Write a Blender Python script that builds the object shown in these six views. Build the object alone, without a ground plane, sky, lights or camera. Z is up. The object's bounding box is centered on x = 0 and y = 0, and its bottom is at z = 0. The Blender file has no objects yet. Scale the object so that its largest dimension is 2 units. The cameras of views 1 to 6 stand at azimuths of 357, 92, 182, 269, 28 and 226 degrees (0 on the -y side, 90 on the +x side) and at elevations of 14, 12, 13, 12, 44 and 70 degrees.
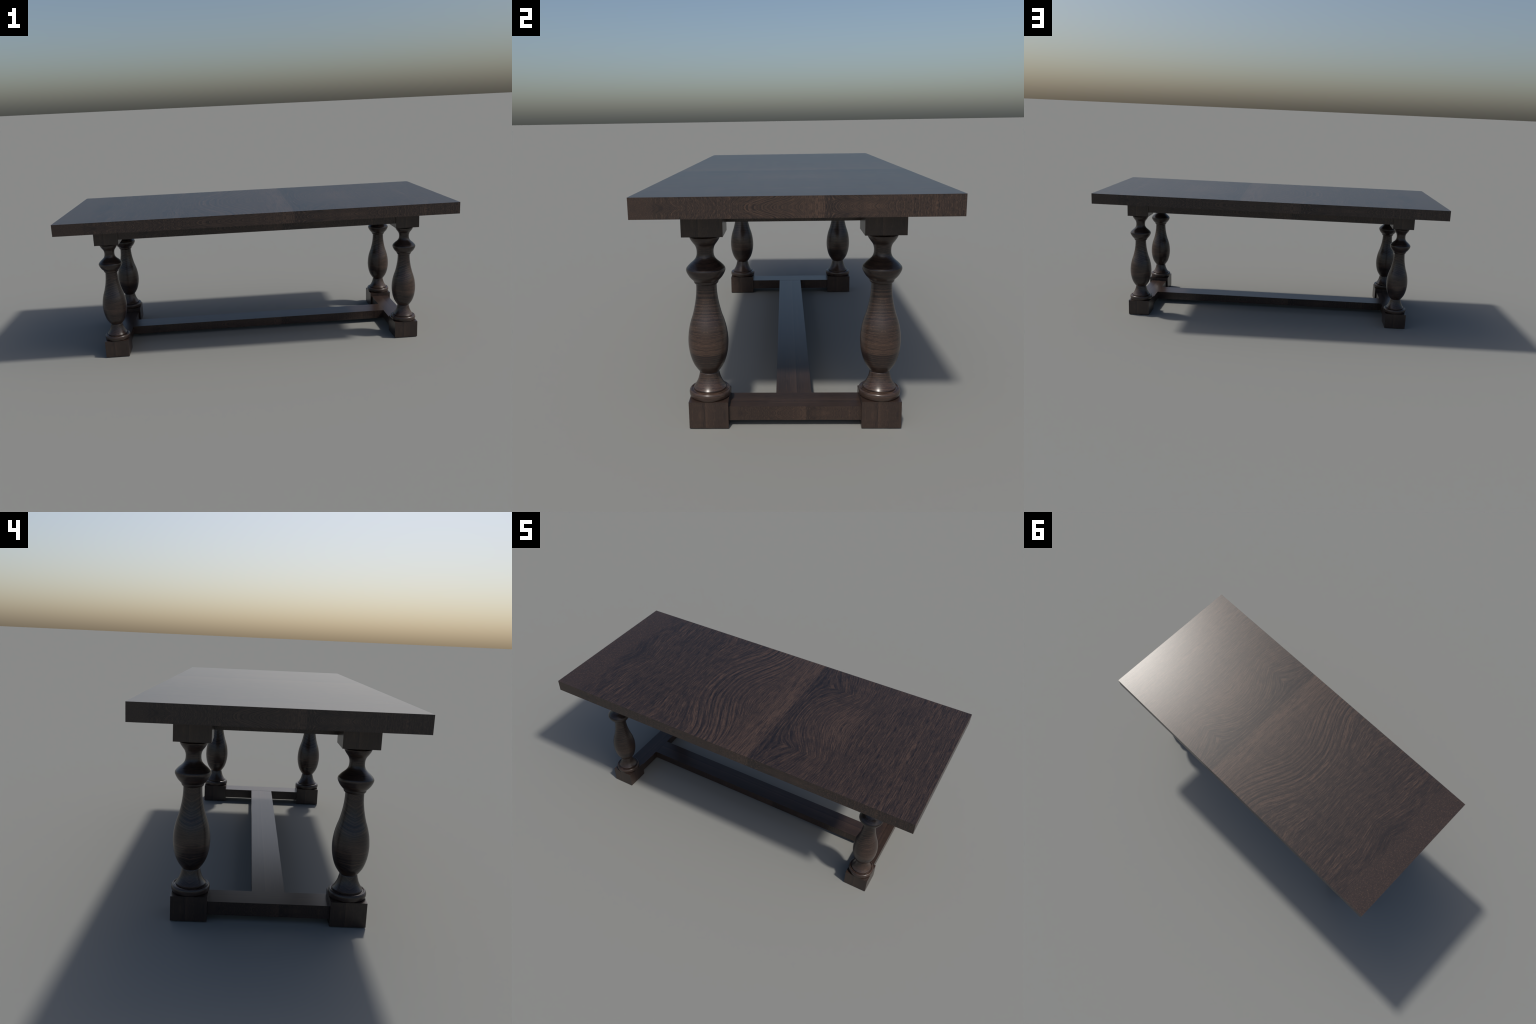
"""Dark wooden refectory table: slab top, apron, four turned legs, H stretcher."""
import bpy, bmesh, math

# ------------------------------------------------------------------ sizes (m)
TOP_HALF = (1.0, 0.4335)          # half length, half width of the slab
TOP_Z = (0.679, 0.737)
LEG_X, LEG_Y, Y_SHIFT = 0.7688, 0.2643, -0.0037   # leg axes, frame sits a hair off centre
POST_HALF = 0.0605                # half side of the square blocks
FOOT_Z = 0.0857
BLOCK_Z = (0.5995, 0.6805)
APRON_HALF = (0.7085, 0.3195)
APRON_Z = (0.6242, 0.6803)
RAIL_Z = (0.0195, 0.0655)
RAIL_X = (0.7170, 0.8147)
LONG_HALF_Y = 0.0570
SEAM = 0.172                      # where the two boards of the veneer meet, in u


# ------------------------------------------------------------------ node helpers
class Graph:
    def __init__(self, tree):
        self.t = tree
        self.n = tree.nodes
        self.l = tree.links

    def put(self, sock, val):
        if isinstance(val, (int, float)):
            sock.default_value = val
        elif isinstance(val, tuple):
            sock.default_value = val
        else:
            self.l.new(val, sock)

    def math(self, op, a, b=0.0, c=0.0, clamp=False):
        m = self.n.new("ShaderNodeMath")
        m.operation = op
        m.use_clamp = clamp
        for s, v in zip(m.inputs, (a, b, c)):
            self.put(s, v)
        return m.outputs[0]

    def add(self, a, b): return self.math("ADD", a, b)
    def sub(self, a, b): return self.math("SUBTRACT", a, b)
    def mul(self, a, b): return self.math("MULTIPLY", a, b)
    def mad(self, a, b, c): return self.math("MULTIPLY_ADD", a, b, c)

    def step(self, x, lo, hi):
        """smoothstep from 0 at lo to 1 at hi"""
        m = self.n.new("ShaderNodeMapRange")
        m.interpolation_type = "SMOOTHSTEP"
        self.put(m.inputs[0], x)
        if lo < hi:
            m.inputs[1].default_value, m.inputs[2].default_value = lo, hi
            m.inputs[3].default_value, m.inputs[4].default_value = 0, 1
        else:
            m.inputs[1].default_value, m.inputs[2].default_value = hi, lo
            m.inputs[3].default_value, m.inputs[4].default_value = 1, 0
        return m.outputs[0]

    def bump(self, x, a, b, c, d):
        return self.mul(self.step(x, a, b), self.step(x, d, c))

    def vec(self, x, y, z=0.0):
        m = self.n.new("ShaderNodeCombineXYZ")
        for s, v in zip(m.inputs, (x, y, z)):
            self.put(s, v)
        return m.outputs[0]

    def noise(self, x, y, z=0.0, detail=2.0, rough=0.5):
        m = self.n.new("ShaderNodeTexNoise")
        m.inputs["Scale"].default_value = 1.0
        m.inputs["Detail"].default_value = detail
        m.inputs["Roughness"].default_value = rough
        self.l.new(self.vec(x, y, z), m.inputs["Vector"])
        return m.outputs[0]

    def pick(self, f, a, b):
        """a where f=0, b where f=1"""
        return self.mad(f, self.sub(b, a), a)


# ------------------------------------------------------------------ the wood
def make_wood_group():
    """Stained, book-matched veneer as a function of (u across the grain, v along it)."""
    tree = bpy.data.node_groups.new("stained_wood_grain", "ShaderNodeTree")
    tree.interface.new_socket("U", in_out="INPUT", socket_type="NodeSocketFloat")
    tree.interface.new_socket("V", in_out="INPUT", socket_type="NodeSocketFloat")
    tree.interface.new_socket("Along", in_out="INPUT", socket_type="NodeSocketFloat")
    tree.interface.new_socket("Color", in_out="OUTPUT", socket_type="NodeSocketColor")
    tree.interface.new_socket("Grain", in_out="OUTPUT", socket_type="NodeSocketFloat")
    g = Graph(tree)
    gi = g.n.new("NodeGroupInput")
    go = g.n.new("NodeGroupOutput")
    u = gi.outputs["U"]
    s = g.math("ABSOLUTE", gi.outputs["V"])

    sl = g.mul(s, gi.outputs["Along"])      # fibre length factor

    # the second board starts at a slightly wandering seam
    edge = g.mad(g.sub(g.noise(3.1, g.mul(s, 5.0)), 0.5), 0.022, u)
    board = g.step(edge, SEAM - 0.003, SEAM + 0.003)

    # --- how far the growth rings are pushed along u
    cathedral = g.mul(g.mul(g.bump(u, -0.48, -0.10, -0.04, 0.10), g.step(s, 0.06, 1.0)), 0.135)
    chev = g.mul(g.mul(g.bump(u, -0.93, -0.83, -0.80, -0.64),
                       g.math("POWER", g.math("MINIMUM", g.mul(s, 2.2), 1.0), 0.8)), -0.052)
    chev = g.add(chev, g.mul(g.mul(g.bump(u, -0.80, -0.66, -0.50, -0.34), s), -0.026))
    rise = g.math("POWER", g.mul(s, 1 / 0.62), 1.7)
    fall = g.mad(g.sub(s, 0.62), -1.1, 1.0)
    lens = g.mul(g.mul(g.bump(u, 0.165, 0.37, 0.40, 0.66), g.math("MINIMUM", rise, fall)), 0.110)
    push = g.add(g.pick(board, cathedral, lens), chev)
    wob = g.mul(g.sub(g.noise(g.mul(u, 3.0), g.mul(s, 2.0), 7.0, 1), 0.5), 0.012)
    wob2 = g.mul(g.sub(g.noise(g.mul(u, 30.0), g.mul(s, 13.0), 2.0, 2), 0.5), 0.0034)
    q = g.add(g.sub(u, push), g.add(wob, wob2))
    qb = g.mad(board, 5.0, q)

    # --- rings, fibres, pores, blotches
    def centred(x, y, z, detail, gain):
        return g.mul(g.sub(g.noise(x, y, z, detail, 0.6), 0.5), gain)

    phase = g.mad(g.noise(g.mul(qb, 15.0), g.mul(s, 0.7), 4.0, 2), 2.4,
                  g.mul(qb, g.mad(board, 34.0, 40.0)))
    ring = g.math("SINE", g.mul(phase, 2 * math.pi))
    streak = centred(g.mul(u, 95.0), g.mul(s, 1.4), 14.0, 2, 3.2)
    ring_n = centred(g.mul(qb, 75.0), g.mul(s, 0.8), 1.0, 3, 3.2)
    fine = centred(g.mul(qb, 185.0), g.mul(sl, 2.2), 3.0, 2, 3.2)
    fibre = centred(g.mul(qb, 240.0), g.mul(sl, 9.0), 5.0, 2, 3.2)
    speck = centred(g.mul(u, 200.0), g.mul(sl, 62.0), 9.0, 2, 3.2)
    cross = centred(g.mul(qb, 60.0), g.mul(sl, 12.0), 6.0, 3, 2.6)
    # crisp marks: dark pore lines, pale threads, granular flecks, close even lines
    pores = g.step(g.noise(g.mul(qb, 215.0), g.mul(sl, 6.0), 21.0, 1), 0.45, 0.33)
    threads = g.step(g.noise(g.mul(qb, 180.0), g.mul(sl, 4.5), 25.0, 1), 0.55, 0.68)
    flecks = g.step(g.noise(g.mul(u, 150.0), g.mul(sl, 55.0), 29.0, 1), 0.54, 0.70)
    close_ph = g.mad(g.noise(g.mul(qb, 30.0), g.mul(s, 2.0), 33.0, 1), 3.0, g.mul(qb, 118.0))
    close = g.mul(g.math("SINE", g.mul(close_ph, 2 * math.pi)),
                  g.step(g.noise(g.mul(u, 40.0), g.mul(s, 14.0), 37.0, 1), 0.40, 0.60))
    blotch = centred(g.mul(u, 7.0), g.mul(s, 3.0), 11.0, 2, 2.0)

    # --- where each of them shows
    bold = g.bump(q, -0.42, -0.20, -0.10, -0.06)
    bold_r = g.mul(board, g.bump(q, 0.16, 0.18, 0.24, 0.38))
    endband = g.step(g.mad(blotch, 0.03, u), -0.835, -0.885)
    strip = g.bump(edge, -0.04, 0.12, SEAM - 0.003, SEAM + 0.003)
    calm = g.math("SUBTRACT", 1.0, endband)

    val = g.mul(ring, g.add(g.mul(bold, 0.155), g.mul(bold_r, 0.11)))
    val = g.mad(streak, g.mul(calm, g.mad(strip, 0.30, g.mul(board, 0.05))), val)
    val = g.mad(ring_n, g.mul(calm, g.mad(bold, 0.12, 0.15)), val)
    val = g.mad(fine, g.mul(calm, g.mad(strip, -0.08, 0.20)), val)
    val = g.mad(fibre, g.mad(calm, 0.19, 0.05), val)
    val = g.mad(speck, g.mad(endband, 0.10, 0.14), val)
    val = g.mad(cross, g.mad(strip, -0.04, 0.10), val)
    val = g.mad(blotch, 0.06, val)
    val = g.mad(pores, g.mad(calm, -0.20, -0.04), val)
    val = g.mad(threads, g.mad(calm, 0.19, 0.04), val)
    val = g.mad(flecks, g.mad(endband, 0.16, 0.13), val)
    val = g.mad(close, g.mul(calm, g.mad(bold, -0.08, 0.12)), val)
    val = g.add(val, -0.02)
    val = g.mad(strip, 0.14, val)
    val = g.mad(g.mul(board, g.step(q, 0.34, 0.17)), -0.125, val)
    val = g.mad(endband, 0.05, val)
    knot = g.mul(g.bump(q, -0.88, -0.81, -0.79, -0.72), g.mul(calm, g.step(s, 0.5, 0.1)))
    val = g.mad(knot, -0.14, val)
    blob = g.mul(g.bump(u, 0.38, 0.45, 0.47, 0.56), g.step(s, 0.42, 0.1))
    val = g.mad(blob, 0.16, val)
    val = g.mad(g.step(u, -0.05, -0.5), -0.06, val)
    val = g.mad(val, 1.35, 0.52)

    ramp = g.n.new("ShaderNodeValToRGB")
    e = ramp.color_ramp.elements
    e[0].position, e[0].color = 0.05, DARK
    e[1].position, e[1].color = 1.0, LIGHT
    m = ramp.color_ramp.elements.new(0.5)
    m.color = MID
    g.l.new(val, ramp.inputs[0])

    # a little warmer and cooler in patches
    warm = g.n.new("ShaderNodeMix")
    warm.data_type = "RGBA"
    warm.blend_type = "MULTIPLY"
    g.l.new(g.step(g.add(cross, ring_n), 0.2, 1.6), warm.inputs[0])
    g.l.new(ramp.outputs[0], warm.inputs[6])
    warm.inputs[7].default_value = (1.12, 1.0, 0.86, 1)
    g.l.new(warm.outputs[2], go.inputs["Color"])
    g.l.new(val, go.inputs["Grain"])
    return tree


DARK = (0.0105, 0.0078, 0.0084, 1)
MID = (0.0315, 0.0207, 0.0168, 1)
LIGHT = (0.0730, 0.0450, 0.0325, 1)
ROUGH = 0.30


def new_material(name):
    mat = bpy.data.materials.new(name)
    mat.use_nodes = True
    g = Graph(mat.node_tree)
    bsdf = g.n["Principled BSDF"]
    return mat, g, bsdf


def finish_wood(g, bsdf, u, v, rough=ROUGH, along=1.0):
    grp = g.n.new("ShaderNodeGroup")
    grp.node_tree = WOOD
    g.put(grp.inputs["U"], u)
    g.put(grp.inputs["V"], v)
    g.put(grp.inputs["Along"], along)
    g.l.new(grp.outputs["Color"], bsdf.inputs["Base Color"])
    bsdf.inputs["Roughness"].default_value = rough
    bsdf.inputs["IOR"].default_value = 1.5


def box_material(name, half, lengthwise_top=None, flip=False):
    """Each face of a box carries the whole veneer once.
    lengthwise_top: 'x' or 'y' when the grain of the top face runs along that axis."""
    mat, g, bsdf = new_material(name)
    tc = g.n.new("ShaderNodeTexCoord")
    p = g.n.new("ShaderNodeSeparateXYZ")
    n = g.n.new("ShaderNodeSeparateXYZ")
    g.l.new(tc.outputs["Object"], p.inputs[0])
    g.l.new(tc.outputs["Normal"], n.inputs[0])
    x, y, z = (g.mul(p.outputs[i], 1.0 / half[i]) for i in range(3))
    on_x = g.math("GREATER_THAN", g.math("ABSOLUTE", n.outputs[0]), 0.7)
    on_y = g.math("GREATER_THAN", g.math("ABSOLUTE", n.outputs[1]), 0.7)
    ux = g.mul(y, g.math("SIGN", n.outputs[0]))
    uy = g.mul(x, g.mul(g.math("SIGN", n.outputs[1]), -1.0))
    if lengthwise_top == "x":
        ut, vt = y, x
    else:
        ut, vt = x, y
    u = g.pick(on_y, g.pick(on_x, ut, ux), uy)
    v = g.pick(on_y, g.pick(on_x, vt, z), z)
    if flip:
        u = g.mul(u, -1.0)
    along = g.math("SUBTRACT", 1.0, g.mul(g.math("MAXIMUM", on_x, on_y), 0.55))
    finish_wood(g, bsdf, u, v, along=along)
    return mat


def turned_material(name):
    """Veneer wrapped round the lathe axis: u runs down the leg, v round it."""
    mat, g, bsdf = new_material(name)
    tc = g.n.new("ShaderNodeTexCoord")
    p = g.n.new("ShaderNodeSeparateXYZ")
    g.l.new(tc.outputs["Object"], p.inputs[0])
    u = g.mad(p.outputs[2], -2.45, 0.172 + 2.45 * 0.235)
    v = g.mul(g.math("ARCTAN2", p.outputs[1], p.outputs[0]), 0.6 / math.pi)
    finish_wood(g, bsdf, u, v, rough=0.28, along=0.6)
    return mat


# ------------------------------------------------------------------ geometry
def link(name, mesh, parent, loc):
    ob = bpy.data.objects.new(name, mesh)
    bpy.context.scene.collection.objects.link(ob)
    ob.parent = parent
    ob.location = loc
    return ob


def box_mesh(name, half, mat):
    bm = bmesh.new()
    bmesh.ops.create_cube(bm, size=2.0)
    for v in bm.verts:
        v.co = [c * h for c, h in zip(v.co, half)]
    me = bpy.data.meshes.new(name)
    bm.to_mesh(me)
    bm.free()
    me.materials.append(mat)
    return me


def spline(points, steps):
    """Centripetal-ish Catmull-Rom through the profile points."""
    out = []
    n = len(points)
    for i in range(n - 1):
        p1, p2 = points[i], points[i + 1]
        p0 = points[i - 1] if i else (2 * p1[0] - p2[0], 2 * p1[1] - p2[1])
        p3 = points[i + 2] if i + 2 < n else (2 * p2[0] - p1[0], 2 * p2[1] - p1[1])
        def knot(t, a, b): return t + max(math.hypot(b[0] - a[0], b[1] - a[1]), 1e-6) ** 0.5
        t0 = 0.0; t1 = knot(t0, p0, p1); t2 = knot(t1, p1, p2); t3 = knot(t2, p2, p3)
        for k in range(steps):
            t = t1 + (t2 - t1) * k / steps
            r = []
            for c in (0, 1):
                a1 = (t1 - t) / (t1 - t0) * p0[c] + (t - t0) / (t1 - t0) * p1[c]
                a2 = (t2 - t) / (t2 - t1) * p1[c] + (t - t1) / (t2 - t1) * p2[c]
                a3 = (t3 - t) / (t3 - t2) * p2[c] + (t - t2) / (t3 - t2) * p3[c]
                b1 = (t2 - t) / (t2 - t0) * a1 + (t - t0) / (t2 - t0) * a2
                b2 = (t3 - t) / (t3 - t1) * a2 + (t - t1) / (t3 - t1) * a3
                r.append((t2 - t) / (t2 - t1) * b1 + (t - t1) / (t2 - t1) * b2)
            out.append(tuple(r))
    out.append(points[-1])
    return out


# turned profile (radius, height), one list per run between sharp turning marks
PROFILE = [
    # rim under the block
    [(0.0400, 0.6010), (0.0410, 0.5950), (0.0440, 0.5925), (0.0456, 0.5915)],
    # cove, then the wide collar
    [(0.0456, 0.5915), (0.0447, 0.5880), (0.0414, 0.5815), (0.0358, 0.5733), (0.0298, 0.5650),
     (0.0264, 0.5560), (0.0253, 0.5450), (0.0264, 0.5345), (0.0300, 0.5258), (0.0366, 0.5180),
     (0.0470, 0.5090), (0.0545, 0.5012), (0.0580, 0.4965), (0.0592, 0.4912), (0.0582, 0.4858),
     (0.0530, 0.4750), (0.0474, 0.4670), (0.0418, 0.4610), (0.0377, 0.4570)],
    # small bead under it
    [(0.0377, 0.4570), (0.0373, 0.4540), (0.0360, 0.4505), (0.0335, 0.4478), (0.0311, 0.4464)],
    # vase-shaped body
    [(0.0311, 0.4464), (0.0311, 0.4330), (0.0321, 0.4165), (0.0342, 0.3990), (0.0380, 0.3780),
     (0.0444, 0.3520), (0.0510, 0.3320), (0.0560, 0.3135), (0.0594, 0.2950), (0.0614, 0.2750),
     (0.0617, 0.2600), (0.0606, 0.2435), (0.0580, 0.2265), (0.0534, 0.2085), (0.0470, 0.1920),
     (0.0395, 0.1795), (0.0325, 0.1698), (0.0292, 0.1660)],
    # flared foot
    [(0.0292, 0.1660), (0.0302, 0.1640), (0.0320, 0.1550), (0.0346, 0.1450), (0.0382, 0.1355),
     (0.0422, 0.1275), (0.0462, 0.1210), (0.0506, 0.1150)],
    # fillet and torus ring
    [(0.0506, 0.1150), (0.0508, 0.1093)],
    [(0.0508, 0.1093), (0.0543, 0.1086)],
    [(0.0543, 0.1086), (0.0575, 0.1104), (0.0609, 0.1095), (0.0635, 0.1062), (0.0647, 0.1008),
     (0.0642, 0.0945), (0.0630, 0.0895), (0.0612, 0.0870), (0.0585, 0.0863), (0.0560, 0.0862)],
    [(0.0560, 0.0862), (0.0555, 0.0850)],
]


def turned_mesh(name, mat, segments=112):
    prof = []
    for run in PROFILE:
        pts = spline(run, 4) if len(run) > 2 else list(run)
        prof += pts if not prof else pts[1:]
    bm = bmesh.new()
    rings = []
    for r, z in prof:
        rings.append([bm.verts.new((r * math.cos(2 * math.pi * k / segments),
                                    r * math.sin(2 * math.pi * k / segments), z))
                      for k in range(segments)])
    for a, b in zip(rings, rings[1:]):
        for k in range(segments):
            j = (k + 1) % segments
            bm.faces.new((a[k], b[k], b[j], a[j]))
    bm.faces.new(rings[0])
    bm.faces.new(list(reversed(rings[-1])))
    bmesh.ops.recalc_face_normals(bm, faces=list(bm.faces))
    for f in bm.faces:
        f.smooth = True
    for e in bm.edges:
        if len(e.link_faces) == 2 and e.calc_face_angle(0.0) > math.radians(32):
            e.smooth = False
    me = bpy.data.meshes.new(name)
    bm.to_mesh(me)
    bm.free()
    me.materials.append(mat)
    return me


# ------------------------------------------------------------------ build
WOOD = make_wood_group()

table = bpy.data.objects.new("refectory_table", None)
bpy.context.scene.collection.objects.link(table)
table["label"] = "dark stained wooden table with four turned baluster legs"
table["category"] = "dining table"

# slab
half = (TOP_HALF[0], TOP_HALF[1], (TOP_Z[1] - TOP_Z[0]) / 2)
link("tabletop", box_mesh("tabletop", half, box_material("tabletop_wood", half)), table,
     (0, 0, sum(TOP_Z) / 2))

# apron
half = (APRON_HALF[0], APRON_HALF[1], (APRON_Z[1] - APRON_Z[0]) / 2)
link("apron", box_mesh("apron", half, box_material("apron_wood", half)), table,
     (0, Y_SHIFT, sum(APRON_Z) / 2))

# legs: turned post with a square block above and a square foot below
post = turned_mesh("leg", turned_material("turned_wood"))
block_half = (POST_HALF, POST_HALF, (BLOCK_Z[1] - BLOCK_Z[0]) / 2)
foot_half = (POST_HALF, POST_HALF, FOOT_Z / 2)
block = box_mesh("capital_block", block_half, box_material("block_wood", block_half, flip=True))
foot = box_mesh("foot_block", foot_half, box_material("foot_wood", foot_half, flip=True))
for sx in (-1, 1):
    for sy in (-1, 1):
        leg = link("leg", post, table, (sx * LEG_X, sy * LEG_Y + Y_SHIFT, 0))
        link("capital_block", block, leg, (0, 0, sum(BLOCK_Z) / 2))
        link("foot_block", foot, leg, (0, 0, FOOT_Z / 2))

# H stretcher
inner = LEG_Y - POST_HALF + 0.001
half = ((RAIL_X[1] - RAIL_X[0]) / 2, inner, (RAIL_Z[1] - RAIL_Z[0]) / 2)
end_rail = box_mesh("end_stretcher", half, box_material("end_stretcher_wood", half))
for sx in (-1, 1):
    link("end_stretcher", end_rail, table, (sx * sum(RAIL_X) / 2, Y_SHIFT, sum(RAIL_Z) / 2))
half = (RAIL_X[0] + 0.0002, LONG_HALF_Y, (RAIL_Z[1] - RAIL_Z[0]) / 2 - 0.0003)
link("long_stretcher",
     box_mesh("long_stretcher", half, box_material("long_stretcher_wood", half, lengthwise_top="x")),
     table, (0, Y_SHIFT - 0.0009, sum(RAIL_Z) / 2))
